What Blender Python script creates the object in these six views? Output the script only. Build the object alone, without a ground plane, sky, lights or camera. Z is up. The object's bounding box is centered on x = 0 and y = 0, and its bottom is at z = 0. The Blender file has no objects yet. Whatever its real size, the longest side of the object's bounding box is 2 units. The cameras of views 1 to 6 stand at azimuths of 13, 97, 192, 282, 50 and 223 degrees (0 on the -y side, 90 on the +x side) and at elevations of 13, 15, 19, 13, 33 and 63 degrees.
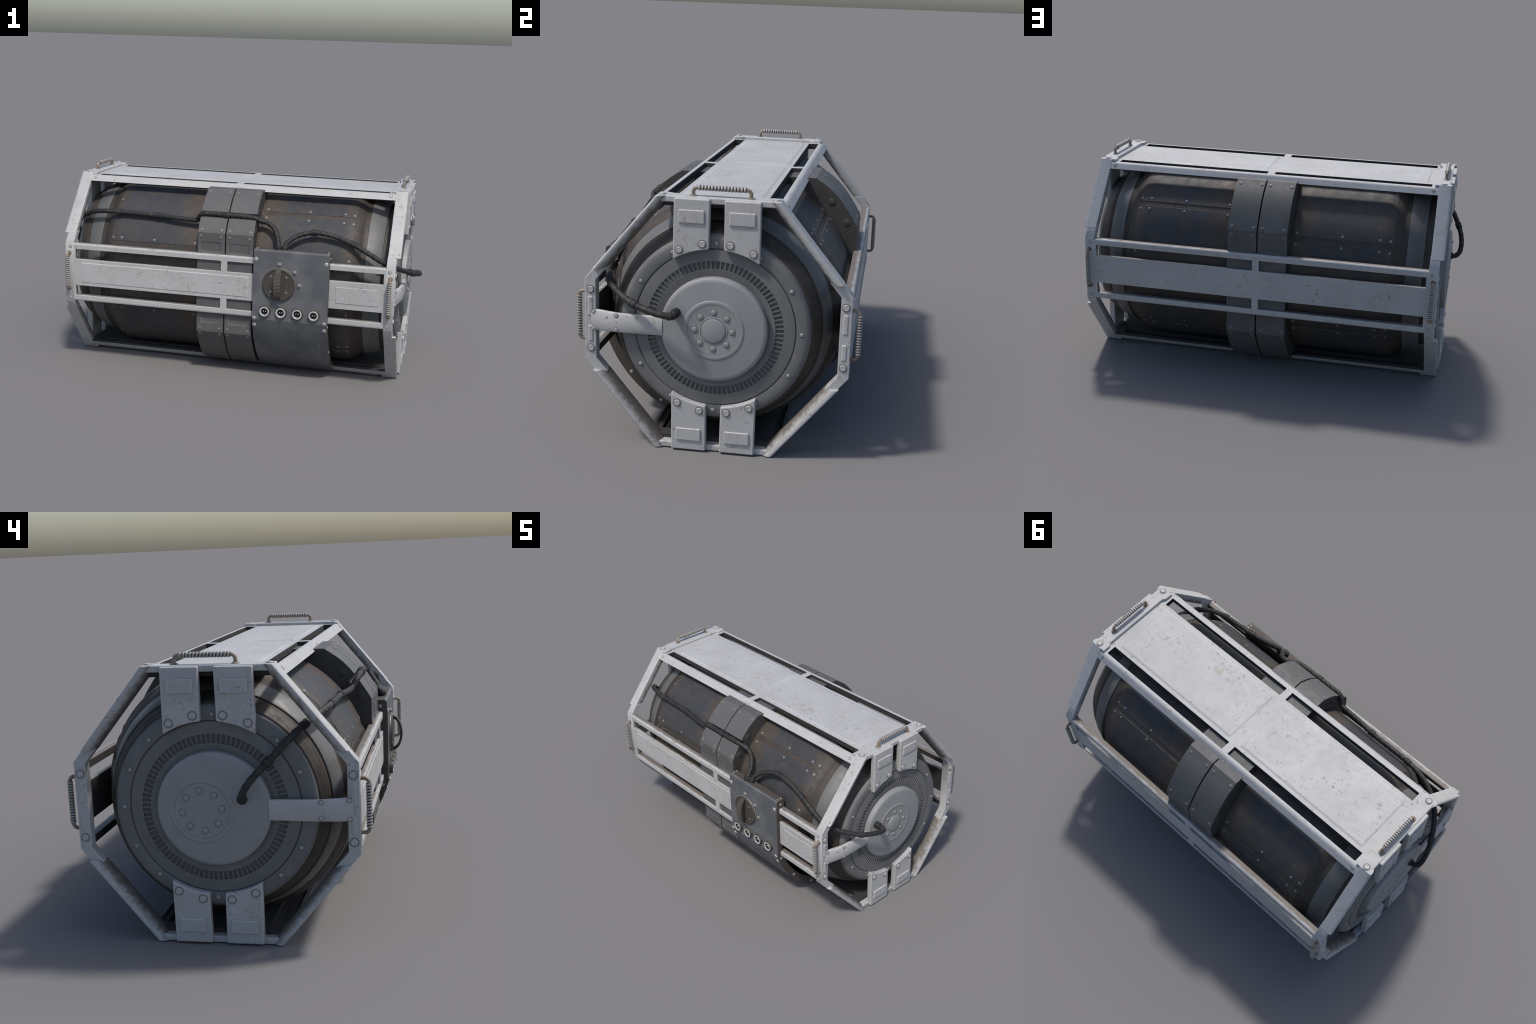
# Portable power drum in an octagonal sheet-metal cage: procedural model, no external data.
import bpy, bmesh, math, random
from mathutils import Vector, Matrix

random.seed(7)
CX, CY, CZ = -0.010, 0.017, 0.5135          # centre of the object in the world
C = Vector((CX, CY, CZ))
FRAME_SHIFT = Vector((0.0, 0.0035, 0.0))     # the cage sits a hair off the drum's axis
OFF = [Vector((0, 0, 0))]
TAU = 2 * math.pi

# ------------------------------------------------------------------ materials
def new_mat(name):
    m = bpy.data.materials.new(name)
    m.use_nodes = True
    nt = m.node_tree
    for n in list(nt.nodes):
        nt.nodes.remove(n)
    out = nt.nodes.new('ShaderNodeOutputMaterial')
    bsdf = nt.nodes.new('ShaderNodeBsdfPrincipled')
    nt.links.new(bsdf.outputs[0], out.inputs[0])
    return m, nt, bsdf

class G:
    """small helper to wire shader nodes"""
    def __init__(s, nt):
        s.nt = nt
    def n(s, t, **kw):
        nd = s.nt.nodes.new(t)
        for k, v in kw.items():
            setattr(nd, k, v)
        return nd
    def put(s, sock, v):
        if isinstance(v, bpy.types.NodeSocket):
            s.nt.links.new(v, sock)
        elif v is not None:
            sock.default_value = v
    def math(s, op, a, b=0.5, clamp=False):
        nd = s.n('ShaderNodeMath', operation=op, use_clamp=clamp)
        s.put(nd.inputs[0], a); s.put(nd.inputs[1], b)
        return nd.outputs[0]
    def coords(s, scale=(1, 1, 1), loc=(0, 0, 0), rot=(0, 0, 0)):
        tc = s.n('ShaderNodeTexCoord')
        mp = s.n('ShaderNodeMapping')
        s.nt.links.new(tc.outputs['Object'], mp.inputs[0])
        mp.inputs['Scale'].default_value = scale
        mp.inputs['Location'].default_value = loc
        mp.inputs['Rotation'].default_value = rot
        return mp.outputs[0]
    def noise(s, vec, scale, detail=4, rough=0.6, dist=0.0):
        nd = s.n('ShaderNodeTexNoise')
        s.put(nd.inputs['Vector'], vec)
        nd.inputs['Scale'].default_value = scale
        nd.inputs['Detail'].default_value = detail
        nd.inputs['Roughness'].default_value = rough
        nd.inputs['Distortion'].default_value = dist
        return nd.outputs[0]
    def ramp(s, fac, lo, hi, a=0.0, b=1.0):
        nd = s.n('ShaderNodeMapRange')
        nd.clamp = True
        s.put(nd.inputs[0], fac)
        nd.inputs[1].default_value = lo; nd.inputs[2].default_value = hi
        nd.inputs[3].default_value = a; nd.inputs[4].default_value = b
        return nd.outputs[0]
    def mix(s, fac, a, b):
        nd = s.n('ShaderNodeMix', data_type='RGBA')
        s.put(nd.inputs[0], fac)
        s.put(nd.inputs[6], (*a, 1) if isinstance(a, tuple) else a)
        s.put(nd.inputs[7], (*b, 1) if isinstance(b, tuple) else b)
        return nd.outputs[2]
    def bump(s, h, strength, dist):
        nd = s.n('ShaderNodeBump')
        nd.inputs['Strength'].default_value = strength
        nd.inputs['Distance'].default_value = dist
        s.put(nd.inputs['Height'], h)
        return nd.outputs[0]
    def edge(s, radius):
        """0 on flats, rises on convex and concave edges"""
        bv = s.n('ShaderNodeBevel', samples=4)
        bv.inputs['Radius'].default_value = radius
        ge = s.n('ShaderNodeNewGeometry')
        d = s.n('ShaderNodeVectorMath', operation='DOT_PRODUCT')
        s.nt.links.new(bv.outputs[0], d.inputs[0])
        s.nt.links.new(ge.outputs['Normal'], d.inputs[1])
        return s.math('SUBTRACT', 1.0, d.outputs['Value'])
    def xyz(s):
        tc = s.n('ShaderNodeTexCoord')
        sp = s.n('ShaderNodeSeparateXYZ')
        s.nt.links.new(tc.outputs['Object'], sp.inputs[0])
        return sp.outputs

def painted_frame():
    m, nt, b = new_mat('worn_pale_paint'); g = G(nt)
    v = g.coords()
    big = g.noise(v, 5.0, 3, 0.55)
    col = g.mix(g.ramp(big, 0.3, 0.7), FRAME_A, FRAME_B)
    # faint streaks of handling dirt
    st = g.noise(g.coords((3, 9, 9)), 9.0, 5, 0.7)
    col = g.mix(g.ramp(st, 0.48, 0.78, 0, 0.36), col, (0.28, 0.262, 0.24))
    # tan rust blots in loose clusters
    cl = g.ramp(g.noise(v, 6.0, 2, 0.5), 0.44, 0.58)
    bl = g.ramp(g.noise(g.coords((1, 1, 1), (3, 1, 7)), 34.0, 5, 0.64, 0.5), 0.585, 0.635)
    col = g.mix(g.math('MULTIPLY', g.math('MULTIPLY', cl, bl), 0.62), col, (0.285, 0.225, 0.165))
    # dark chips down to the steel
    cl2 = g.ramp(g.noise(g.coords((1, 1, 1), (9, 4, 2)), 7.0, 2, 0.5), 0.46, 0.58)
    ch = g.ramp(g.noise(g.coords((0.8, 1, 1.2), (5, 8, 1)), 62.0, 4, 0.62, 0.6), 0.635, 0.660)
    chips = g.math('MULTIPLY', cl2, ch)
    sp = g.ramp(g.noise(g.coords((1, 1, 1), (1, 2, 9)), 150.0, 2, 0.5), 0.700, 0.722)
    chips = g.math('MAXIMUM', chips, g.math('MULTIPLY', sp, 0.75))
    # long scratches
    sc = g.ramp(g.noise(g.coords((0.5, 3.2, 3.2), (2, 2, 5), (0.2, 0.3, 0.4)), 30.0, 3, 0.55, 0.8), 0.685, 0.71)
    chips = g.math('MAXIMUM', chips, g.math('MULTIPLY', sc, cl2))
    # chipped edges
    ed = g.edge(0.004)
    en = g.noise(g.coords((1, 1, 1), (4, 4, 4)), 42.0, 4, 0.65)
    wear = g.math('MULTIPLY', g.ramp(ed, 0.02, 0.10), g.ramp(en, 0.53, 0.60))
    wear = g.math('MULTIPLY', wear, 0.9)
    col = g.mix(g.math('MULTIPLY', chips, 0.85), col, (0.14, 0.14, 0.142))
    rub = g.math('MULTIPLY', g.ramp(g.edge(0.007), 0.01, 0.10), 0.45)
    col = g.mix(rub, col, (0.60, 0.60, 0.595))
    col = g.mix(wear, col, (0.10, 0.085, 0.075))
    g.put(b.inputs['Base Color'], col)
    b.inputs['Metallic'].default_value = 0.0
    b.inputs['Specular IOR Level'].default_value = 0.3
    rg = g.ramp(g.noise(v, 25, 3), 0.3, 0.7, 0.48, 0.62)
    g.put(b.inputs['Roughness'], rg)
    g.put(b.inputs['Normal'], g.bump(g.math('MULTIPLY', chips, -1.0), 0.25, 0.002))
    return m

def dark_inside_frame():
    """same paint, turning dark brown on the inner half of the tubes"""
    m = painted_frame(); m.name = 'dark_inside_pale_paint'
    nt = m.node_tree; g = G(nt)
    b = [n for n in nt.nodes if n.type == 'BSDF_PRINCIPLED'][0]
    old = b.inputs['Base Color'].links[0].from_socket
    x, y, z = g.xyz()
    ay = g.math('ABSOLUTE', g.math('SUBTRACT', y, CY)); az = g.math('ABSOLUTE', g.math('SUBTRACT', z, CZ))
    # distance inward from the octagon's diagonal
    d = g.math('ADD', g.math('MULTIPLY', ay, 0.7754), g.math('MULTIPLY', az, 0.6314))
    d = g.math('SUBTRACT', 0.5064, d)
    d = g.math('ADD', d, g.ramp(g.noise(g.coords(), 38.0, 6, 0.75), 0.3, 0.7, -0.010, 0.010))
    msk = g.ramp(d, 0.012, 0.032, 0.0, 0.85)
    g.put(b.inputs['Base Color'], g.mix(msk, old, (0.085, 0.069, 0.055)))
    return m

def metal(name, a, bcol, rough=0.5, metallic=0.3, brown=None, scale=14.0, thr=(0.5, 0.68), amt=0.7,
          edge=None, speck=True, bump=0.12):
    m, nt, b = new_mat(name); g = G(nt)
    v = g.coords()
    col = g.mix(g.ramp(g.noise(v, scale * 0.6, 4, 0.6), 0.3, 0.7), a, bcol)
    if brown:
        msk = g.ramp(g.noise(g.coords((1, 1, 1), (2, 7, 3)), scale, 6, 0.68, 0.3), thr[0], thr[1], 0, amt)
        col = g.mix(msk, col, brown)
    if speck:
        sp = g.ramp(g.noise(g.coords((1, 1, 1), (6, 1, 3)), 130.0, 3, 0.6), 0.66, 0.72, 0, 0.5)
        col = g.mix(sp, col, tuple(c * 0.45 for c in a))
    if edge:
        ec, er, ea = edge
        e = g.ramp(g.edge(er), 0.02, 0.14)
        en = g.ramp(g.noise(g.coords(), 30.0, 4, 0.65), 0.40, 0.62)
        col = g.mix(g.math('MULTIPLY', g.math('MULTIPLY', e, en), ea), col, ec)
    g.put(b.inputs['Base Color'], col)
    b.inputs['Metallic'].default_value = metallic * 0.4
    b.inputs['Specular IOR Level'].default_value = 0.4
    g.put(b.inputs['Roughness'], g.ramp(g.noise(v, 30, 3), 0.3, 0.7, rough + 0.06, rough + 0.20))
    if bump:
        g.put(b.inputs['Normal'], g.bump(g.noise(v, 160, 4, 0.6), bump, 0.001))
    return m

def drum_panel_mat():
    """blue-grey enamel, browned by dust and rust toward the edges and on the crown"""
    m, nt, b = new_mat('blue_grey_enamel'); g = G(nt)
    v = g.coords()
    x, y, z = g.xyz()
    ax = g.math('ABSOLUTE', g.math('SUBTRACT', x, CX))
    blue = g.mix(g.ramp(g.noise(v, 9, 4), 0.3, 0.7), PANEL_A, PANEL_B)
    n1 = g.noise(g.coords((1, 1, 1), (1, 5, 2)), 13.0, 6, 0.7, 0.3)
    e1 = g.ramp(ax, 0.30, 0.17, 0.0, 0.30)
    e2 = g.ramp(ax, 0.58, 0.68, 0.0, 0.22)
    # long soot bands between plates: angular coordinate of the drum
    ang = g.math('ARCTAN2', g.math('SUBTRACT', z, CZ), g.math('SUBTRACT', y, CY))
    band = g.math('COSINE', g.math('MULTIPLY', g.math('ADD', ang, -0.74), 4.0))
    e3 = g.ramp(band, -0.2, -1.0, 0.0, 0.26)
    k = g.math('ADD', g.math('ADD', e1, e2), e3)
    k = g.math('ADD', k, n1)
    msk = g.ramp(k, 0.49, 0.68, 0.0, 0.95)
    col = g.mix(msk, blue, BROWN)
    sm = g.ramp(g.noise(g.coords((1, 1, 1), (8, 8, 8)), 24.0, 5, 0.7, 0.5), 0.60, 0.72, 0, 0.55)
    col = g.mix(sm, col, (0.085, 0.075, 0.052))
    e = g.ramp(g.edge(0.0025), 0.02, 0.12)
    en = g.ramp(g.noise(g.coords(), 22.0, 4, 0.65), 0.42, 0.62, 0, 0.8)
    col = g.mix(g.math('MULTIPLY', e, en), col, (0.20, 0.19, 0.175))
    g.put(b.inputs['Base Color'], col)
    b.inputs['Specular IOR Level'].default_value = 0.4
    g.put(b.inputs['Roughness'], g.ramp(g.noise(v, 20, 4), 0.3, 0.7, 0.55, 0.70))
    g.put(b.inputs['Normal'], g.bump(g.noise(v, 120, 4, 0.6), 0.1, 0.001))
    return m

FRAME_A, FRAME_B = (0.410, 0.409, 0.408), (0.355, 0.353, 0.350)
PANEL_A, PANEL_B = (0.029, 0.0306, 0.035), (0.038, 0.0397, 0.044)
BROWN = (0.058, 0.0450, 0.0350)

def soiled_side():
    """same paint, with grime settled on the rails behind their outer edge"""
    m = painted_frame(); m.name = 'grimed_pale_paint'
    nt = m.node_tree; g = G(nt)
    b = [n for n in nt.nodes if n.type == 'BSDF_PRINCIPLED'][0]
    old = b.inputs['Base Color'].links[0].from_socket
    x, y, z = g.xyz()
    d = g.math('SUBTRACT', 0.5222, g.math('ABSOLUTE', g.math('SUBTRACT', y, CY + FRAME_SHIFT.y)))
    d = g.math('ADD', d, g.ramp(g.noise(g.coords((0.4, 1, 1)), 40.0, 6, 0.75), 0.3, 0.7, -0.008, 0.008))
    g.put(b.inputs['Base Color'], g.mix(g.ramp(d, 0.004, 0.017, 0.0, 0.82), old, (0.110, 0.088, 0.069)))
    return m

M = {}
M['frame'] = painted_frame()
M['beam'] = dark_inside_frame()
M['side'] = soiled_side()
M['inner_dark'] = metal('dark_inner_face', (0.040, 0.038, 0.036), (0.030, 0.029, 0.028), 0.65, 0.0, speck=False)
M['drum'] = metal('brown_drum_steel', (0.045, 0.037, 0.031), (0.036, 0.030, 0.026), 0.48, 0.15,
                  brown=(0.075, 0.058, 0.042), edge=None)
M['panel'] = drum_panel_mat()
M['ring'] = metal('satin_steel_ring', (0.130, 0.130, 0.126), (0.105, 0.106, 0.104), 0.42, 0.35,
                  brown=(0.10, 0.085, 0.07), thr=(0.6, 0.8), amt=0.4)
M['cap'] = metal('grey_end_plate', (0.150, 0.150, 0.150), (0.120, 0.121, 0.122), 0.5, 0.2,
                 brown=(0.10, 0.092, 0.082), thr=(0.55, 0.8), amt=0.5)
M['vent'] = metal('sooty_vent_bottom', (0.076, 0.076, 0.076), (0.090, 0.090, 0.090), 0.6, 0.1)
M['hub'] = metal('light_hub_plate', (0.270, 0.274, 0.279), (0.235, 0.239, 0.244), 0.42, 0.25,
                 brown=(0.19, 0.175, 0.155), thr=(0.58, 0.78), amt=0.45, edge=((0.42, 0.42, 0.42), 0.004, 0.5))
M['belt'] = metal('charcoal_cast_belt', (0.098, 0.098, 0.098), (0.078, 0.078, 0.078), 0.50, 0.1,
                  brown=(0.10, 0.082, 0.066), thr=(0.58, 0.75), amt=0.5,
                  edge=((0.20, 0.175, 0.15), 0.004, 0.7))
M['cheek'] = metal('shadow_tinted_belt_cheek', (0.056, 0.052, 0.048), (0.044, 0.041, 0.038), 0.55, 0.0, brown=(0.062, 0.050, 0.041), amt=0.6)  # belt sides coloured darker than the belt to bake in their shading
M['box'] = metal('slate_control_box', (0.098, 0.103, 0.112), (0.080, 0.084, 0.092), 0.40, 0.3,
                 brown=(0.095, 0.085, 0.074), thr=(0.60, 0.8), amt=0.4, edge=((0.42, 0.42, 0.42), 0.0028, 0.95))
def box_mat():
    m = M['box']; nt = m.node_tree; g = G(nt)
    b = [n for n in nt.nodes if n.type == 'BSDF_PRINCIPLED'][0]
    old = b.inputs['Base Color'].links[0].from_socket
    v = g.coords()
    sm = g.ramp(g.noise(g.coords((1, 1, 1), (4, 4, 1)), 6.0, 3, 0.55), 0.46, 0.62, 0, 0.6)
    col = g.mix(sm, old, (0.150, 0.155, 0.163))                       # rubbed paler patches
    g.put(b.inputs['Base Color'], col)
box_mat()
M['box_side'] = metal('brown_box_flank', (0.072, 0.060, 0.050), (0.058, 0.049, 0.042), 0.55, 0.1, edge=((0.30, 0.29, 0.28), 0.0028, 0.7))
M['dial'] = metal('brown_black_dial', (0.060, 0.053, 0.045), (0.048, 0.043, 0.038), 0.5, 0.1,
                  edge=((0.14, 0.12, 0.10), 0.003, 0.5))
M['panel_edge'] = metal('rubbed_plate_edge', (0.130, 0.125, 0.118), (0.10, 0.095, 0.09), 0.5, 0.2, brown=(0.050, 0.042, 0.036), thr=(0.44, 0.58), amt=0.95, scale=18, speck=False)
M['rivet'] = metal('bright_rivet', (0.21, 0.207, 0.20), (0.16, 0.157, 0.15), 0.4, 0.5, scale=60, speck=False)
M['belt_rivet'] = metal('grey_rivet', (0.150, 0.150, 0.147), (0.115, 0.115, 0.113), 0.45, 0.2, scale=60, speck=False)
M['bolt'] = metal('frame_bolt', (0.42, 0.42, 0.42), (0.33, 0.33, 0.325), 0.42, 0.4, scale=60, speck=False)
M['seat'] = metal('dark_bolt_seat', (0.17, 0.155, 0.14), (0.22, 0.205, 0.19), 0.6, 0.1, scale=60, speck=False)
M['chrome'] = metal('socket_metal', (0.52, 0.52, 0.51), (0.40, 0.40, 0.39), 0.3, 0.6, scale=60, speck=False)
M['black'] = metal('black_insulator', (0.010, 0.010, 0.010), (0.014, 0.014, 0.014), 0.6, 0.0, speck=False)
M['cable'] = metal('black_cable_rubber', (0.014, 0.014, 0.014), (0.021, 0.021, 0.0205), 0.5, 0.0,
                   brown=(0.045, 0.042, 0.038), speck=False, bump=0.3)
M['grip'] = metal('worn_grip_steel', (0.35, 0.338, 0.322), (0.28, 0.268, 0.252), 0.36, 0.5,
                  brown=(0.22, 0.165, 0.12), thr=(0.55, 0.72), amt=0.7, scale=40)
M['rod_dark'] = metal('dark_rib_gap', (0.085, 0.07, 0.058), (0.065, 0.053, 0.045), 0.6, 0.1, speck=False)
M['rod'] = metal('rust_tinged_rod', (0.27, 0.225, 0.185), (0.20, 0.155, 0.12), 0.4, 0.4,
                 brown=(0.13, 0.085, 0.055), thr=(0.45, 0.65), amt=0.8, scale=30)

# ------------------------------------------------------------------ object helpers
coll = bpy.context.scene.collection

def finish_mesh(bm, name, mats, angle=38, recalc=True, shift=True):
    if recalc:
        bmesh.ops.recalc_face_normals(bm, faces=bm.faces[:])
    if shift:
        bmesh.ops.translate(bm, verts=bm.verts[:], vec=C + OFF[0])
    me = bpy.data.meshes.new(name)
    bm.to_mesh(me); bm.free()
    me.polygons.foreach_set('use_smooth', [True] * len(me.polygons))
    me.set_sharp_from_angle(angle=math.radians(angle))
    for mt in mats:
        me.materials.append(mt)
    return me

def add(me, name, parent, bevel=0.0, seg=2, kind=None, matrix=None):
    ob = bpy.data.objects.new(name, me)
    coll.objects.link(ob)
    ob.parent = parent
    if matrix is not None:
        ob.matrix_local = matrix
    if bevel:
        md = ob.modifiers.new('bevel', 'BEVEL')
        md.width = bevel; md.segments = seg; md.limit_method = 'ANGLE'
        md.angle_limit = math.radians(40); md.harden_normals = True
        md.use_clamp_overlap = True
    if kind:
        ob['kind'] = kind
    return ob

def empty(name, parent=None):
    ob = bpy.data.objects.new(name, None)
    coll.objects.link(ob)
    ob.parent = parent
    ob.empty_display_size = 0.2
    return ob

def prism(bm, poly, fn, h0, h1, mat=0):
    """extrude a 2-D polygon between h0 and h1; fn(a, b, h) -> xyz"""
    lo = [bm.verts.new(fn(a, b, h0)) for a, b in poly]
    hi = [bm.verts.new(fn(a, b, h1)) for a, b in poly]
    fs = [bm.faces.new(lo), bm.faces.new(hi)]
    k = len(poly)
    for i in range(k):
        fs.append(bm.faces.new((lo[i], lo[(i + 1) % k], hi[(i + 1) % k], hi[i])))
    for f in fs:
        f.material_index = mat
    return fs

def box(bm, x0, x1, y0, y1, z0, z1, mat=0):
    prism(bm, [(x0, y0), (x1, y0), (x1, y1), (x0, y1)], lambda a, b, h: (a, b, h), z0, z1, mat)

def lathe(bm, prof, seg, fn, mats=None, closed=True, cap0=True, cap1=True):
    """revolve (h, r) points; fn(h, c, s) -> xyz with c, s already scaled by r"""
    rings = []
    for h, r in prof:
        if r < 1e-6:
            rings.append([bm.verts.new(fn(h, 0, 0))])
        else:
            rings.append([bm.verts.new(fn(h, r * math.cos(TAU * k / seg), r * math.sin(TAU * k / seg)))
                          for k in range(seg)])
    for i in range(len(rings) - 1):
        A, B = rings[i], rings[i + 1]
        for k in range(seg):
            k2 = (k + 1) % seg
            if len(A) == 1 and len(B) == 1:
                continue
            if len(A) == 1:
                f = bm.faces.new((A[0], B[k], B[k2]))
            elif len(B) == 1:
                f = bm.faces.new((A[k], B[0], A[k2]))
            else:
                f = bm.faces.new((A[k], B[k], B[k2], A[k2]))
            if mats:
                f.material_index = mats[i]
    if cap0 and len(rings[0]) > 1:
        bm.faces.new(rings[0])
    if cap1 and len(rings[-1]) > 1:
        bm.faces.new(rings[-1])

def along_x(h, c, s):
    return (h, c, s)

def plate(bm, outer, inner, xs, solid, bump=None, fn=None, wall=0):
    """sheet swept along X over section points outer/inner, cells where solid(i, j) is false stay open"""
    nx, ns = len(xs), len(outer)
    O, I = {}, {}
    def vo(i, j):
        if (i, j) not in O:
            a, b = outer[j]
            O[i, j] = bm.verts.new(fn(xs[i], a, b + (bump(xs[i], a) if bump else 0)))
        return O[i, j]
    def vi(i, j):
        if (i, j) not in I:
            a, b = inner[j]
            I[i, j] = bm.verts.new(fn(xs[i], a, b))
        return I[i, j]
    ok = lambda i, j: 0 <= i < nx - 1 and 0 <= j < ns - 1 and solid(0.5 * (xs[i] + xs[i + 1]), 0.5 * (outer[j][0] + outer[j + 1][0]))
    for i in range(nx - 1):
        for j in range(ns - 1):
            if not ok(i, j):
                continue
            bm.faces.new((vo(i, j), vo(i + 1, j), vo(i + 1, j + 1), vo(i, j + 1)))
            bm.faces.new((vi(i, j), vi(i, j + 1), vi(i + 1, j + 1), vi(i + 1, j))).material_index = 1
            for di, dj, p, q in ((-1, 0, (i, j), (i, j + 1)), (1, 0, (i + 1, j), (i + 1, j + 1)),
                                 (0, -1, (i, j), (i + 1, j)), (0, 1, (i, j + 1), (i + 1, j + 1))):
                if not ok(i + di, j + dj):
                    bm.faces.new((vo(*p), vo(*q), vi(*q), vi(*p))).material_index = wall

def catmull(pts, step=0.006):
    P = [Vector(p) for p in pts]
    P = [P[0] * 2 - P[1]] + P + [P[-1] * 2 - P[-2]]
    out = []
    for i in range(1, len(P) - 2):
        a, b, c, d = P[i - 1], P[i], P[i + 1], P[i + 2]
        n = max(2, int((c - b).length / step))
        # centripetal knots keep the curve free of loops
        t0 = 0.0
        t1 = t0 + max((b - a).length, 1e-6) ** 0.5
        t2 = t1 + max((c - b).length, 1e-6) ** 0.5
        t3 = t2 + max((d - c).length, 1e-6) ** 0.5
        for k in range(n):
            t = t1 + (t2 - t1) * k / n
            A1 = a * ((t1 - t) / (t1 - t0)) + b * ((t - t0) / (t1 - t0))
            A2 = b * ((t2 - t) / (t2 - t1)) + c * ((t - t1) / (t2 - t1))
            A3 = c * ((t3 - t) / (t3 - t2)) + d * ((t - t2) / (t3 - t2))
            B1 = A1 * ((t2 - t) / (t2 - t0)) + A2 * ((t - t0) / (t2 - t0))
            B2 = A2 * ((t3 - t) / (t3 - t1)) + A3 * ((t - t1) / (t3 - t1))
            out.append(B1 * ((t2 - t) / (t2 - t1)) + B2 * ((t - t1) / (t2 - t1)))
    out.append(P[-2])
    return out

def frames(path):
    T = []
    for i in range(len(path)):
        a = path[max(i - 1, 0)]; b = path[min(i + 1, len(path) - 1)]
        T.append((b - a).normalized())
    n = T[0].orthogonal().normalized()
    out = []
    for i, t in enumerate(T):
        n = (n - t * n.dot(t)).normalized()
        out.append((t, n, t.cross(n)))
    return out

def tube(bm, path, rad, seg=12, mat=0, lobes=0, lobe_amt=0.0, pitch=0.09):
    """sweep a round (or twisted, lobed) section along a path; rad is a number or f(arclength)"""
    fr = frames(path)
    s = 0.0
    rings = []
    for i, p in enumerate(path):
        if i:
            s += (p - path[i - 1]).length
        r0 = rad(s) if callable(rad) else rad
        t, n, b = fr[i]
        ring = []
        for k in range(seg):
            ph = TAU * k / seg
            r = r0
            if lobes:
                r = r0 * (1 + lobe_amt * (abs(math.cos(0.5 * lobes * (ph - TAU * s / pitch))) * 2 - 1))
            ring.append(bm.verts.new(p + n * (r * math.cos(ph)) + b * (r * math.sin(ph))))
        rings.append(ring)
    fs = []
    for A, B in zip(rings, rings[1:]):
        for k in range(seg):
            fs.append(bm.faces.new((A[k], A[(k + 1) % seg], B[(k + 1) % seg], B[k])))
    fs.append(bm.faces.new(rings[0])); fs.append(bm.faces.new(rings[-1]))
    for f in fs:
        f.material_index = mat

def orient(pos, normal, spin=0.0):
    """matrix that carries local +Z onto the normal at a local-frame position"""
    q = Vector(normal).normalized().to_track_quat('Z', 'Y')
    return Matrix.Translation(Vector(pos) + C + OFF[0]) @ q.to_matrix().to_4x4() @ Matrix.Rotation(spin, 4, 'Z')

def up_z(h, c, s):
    return (c, s, h)

def stud_mesh(name, prof, mats, mat_idx=None, seg=16):
    bm = bmesh.new()
    lathe(bm, prof, seg, up_z, mat_idx)
    return finish_mesh(bm, name, mats, shift=False)

# ------------------------------------------------------------------ the thing
root = empty('caged_power_drum')
root['label'] = 'dark steel generator drum in a worn octagonal metal cage'
root['category'] = 'power generator'

# fasteners shared by many places
dome = lambda r, h: [(-0.003, r), (h * 0.45, r), (h * 0.8, r * 0.72), (h, r * 0.35), (h, 0)]
ME_RIVET = stud_mesh('rivet', dome(0.0066, 0.0024), [M['rivet']])
ME_BRIVET = stud_mesh('belt_rivet', dome(0.0090, 0.0030), [M['belt_rivet']])
ME_SIDEBOLT = stud_mesh('side_bolt', [(-0.003, 0.0185), (0.0012, 0.0180), (0.0018, 0.0150), (0.0028, 0.0135), (0.0034, 0.011), (0.0034, 0)], [M['cheek']], seg=20)
ME_RINGBOLT = stud_mesh('ring_bolt', [(-0.003, 0.0112), (0.0006, 0.0112), (0.0008, 0.0086), (0.0022, 0.0078), (0.0028, 0.0056), (0.0038, 0.0048), (0.0042, 0)], [M['hub'], M['vent']], [1, 1, 0, 0, 0, 0])
ME_HUBBOLT = stud_mesh('hub_bolt', [(-0.002, 0.0150), (0.0006, 0.0150), (0.0006, 0.0108), (0.0030, 0.0102), (0.0042, 0.0078), (0.0042, 0)], [M['hub'], M['seat']], [1, 1, 0, 0, 0], seg=18)
ME_BOLT = stud_mesh('bolt', [(-0.002, 0.0178), (0.0006, 0.0178), (0.0006, 0.0124), (0.0040, 0.0118), (0.0050, 0.0104), (0.0046, 0.0086), (0.0046, 0)],
                    [M['bolt'], M['frame'], M['seat']], [2, 2, 1, 0, 0, 1], seg=22)
ME_SMALLBOLT = stud_mesh('small_bolt', [(-0.002, 0.0095), (0.001, 0.0095), (0.001, 0.0066), (0.0022, 0.006), (0.0026, 0.004), (0.0026, 0)],
                         [M['bolt'], M['seat']], [1, 1, 0, 0, 0], seg=14)
ME_SCREW = stud_mesh('screw', [(-0.002, 0.0125), (0.0008, 0.0125), (0.0008, 0.0110), (0.0004, 0.0095), (0.0016, 0.0085), (0.0026, 0.0068), (0.0026, 0.0032), (0.0014, 0.0028), (0.0014, 0)],
                     [M['chrome'], M['box'], M['black']], [0, 1, 1, 0, 0, 0, 2, 2], seg=18)
ME_LAMP = stud_mesh('indicator', [(-0.002, 0.0135), (0.001, 0.0135), (0.001, 0.0105), (0.005, 0.0095), (0.0085, 0.006), (0.0095, 0)],
                    [M['rivet'], M['seat']], [1, 1, 0, 0, 0], seg=18)

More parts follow.
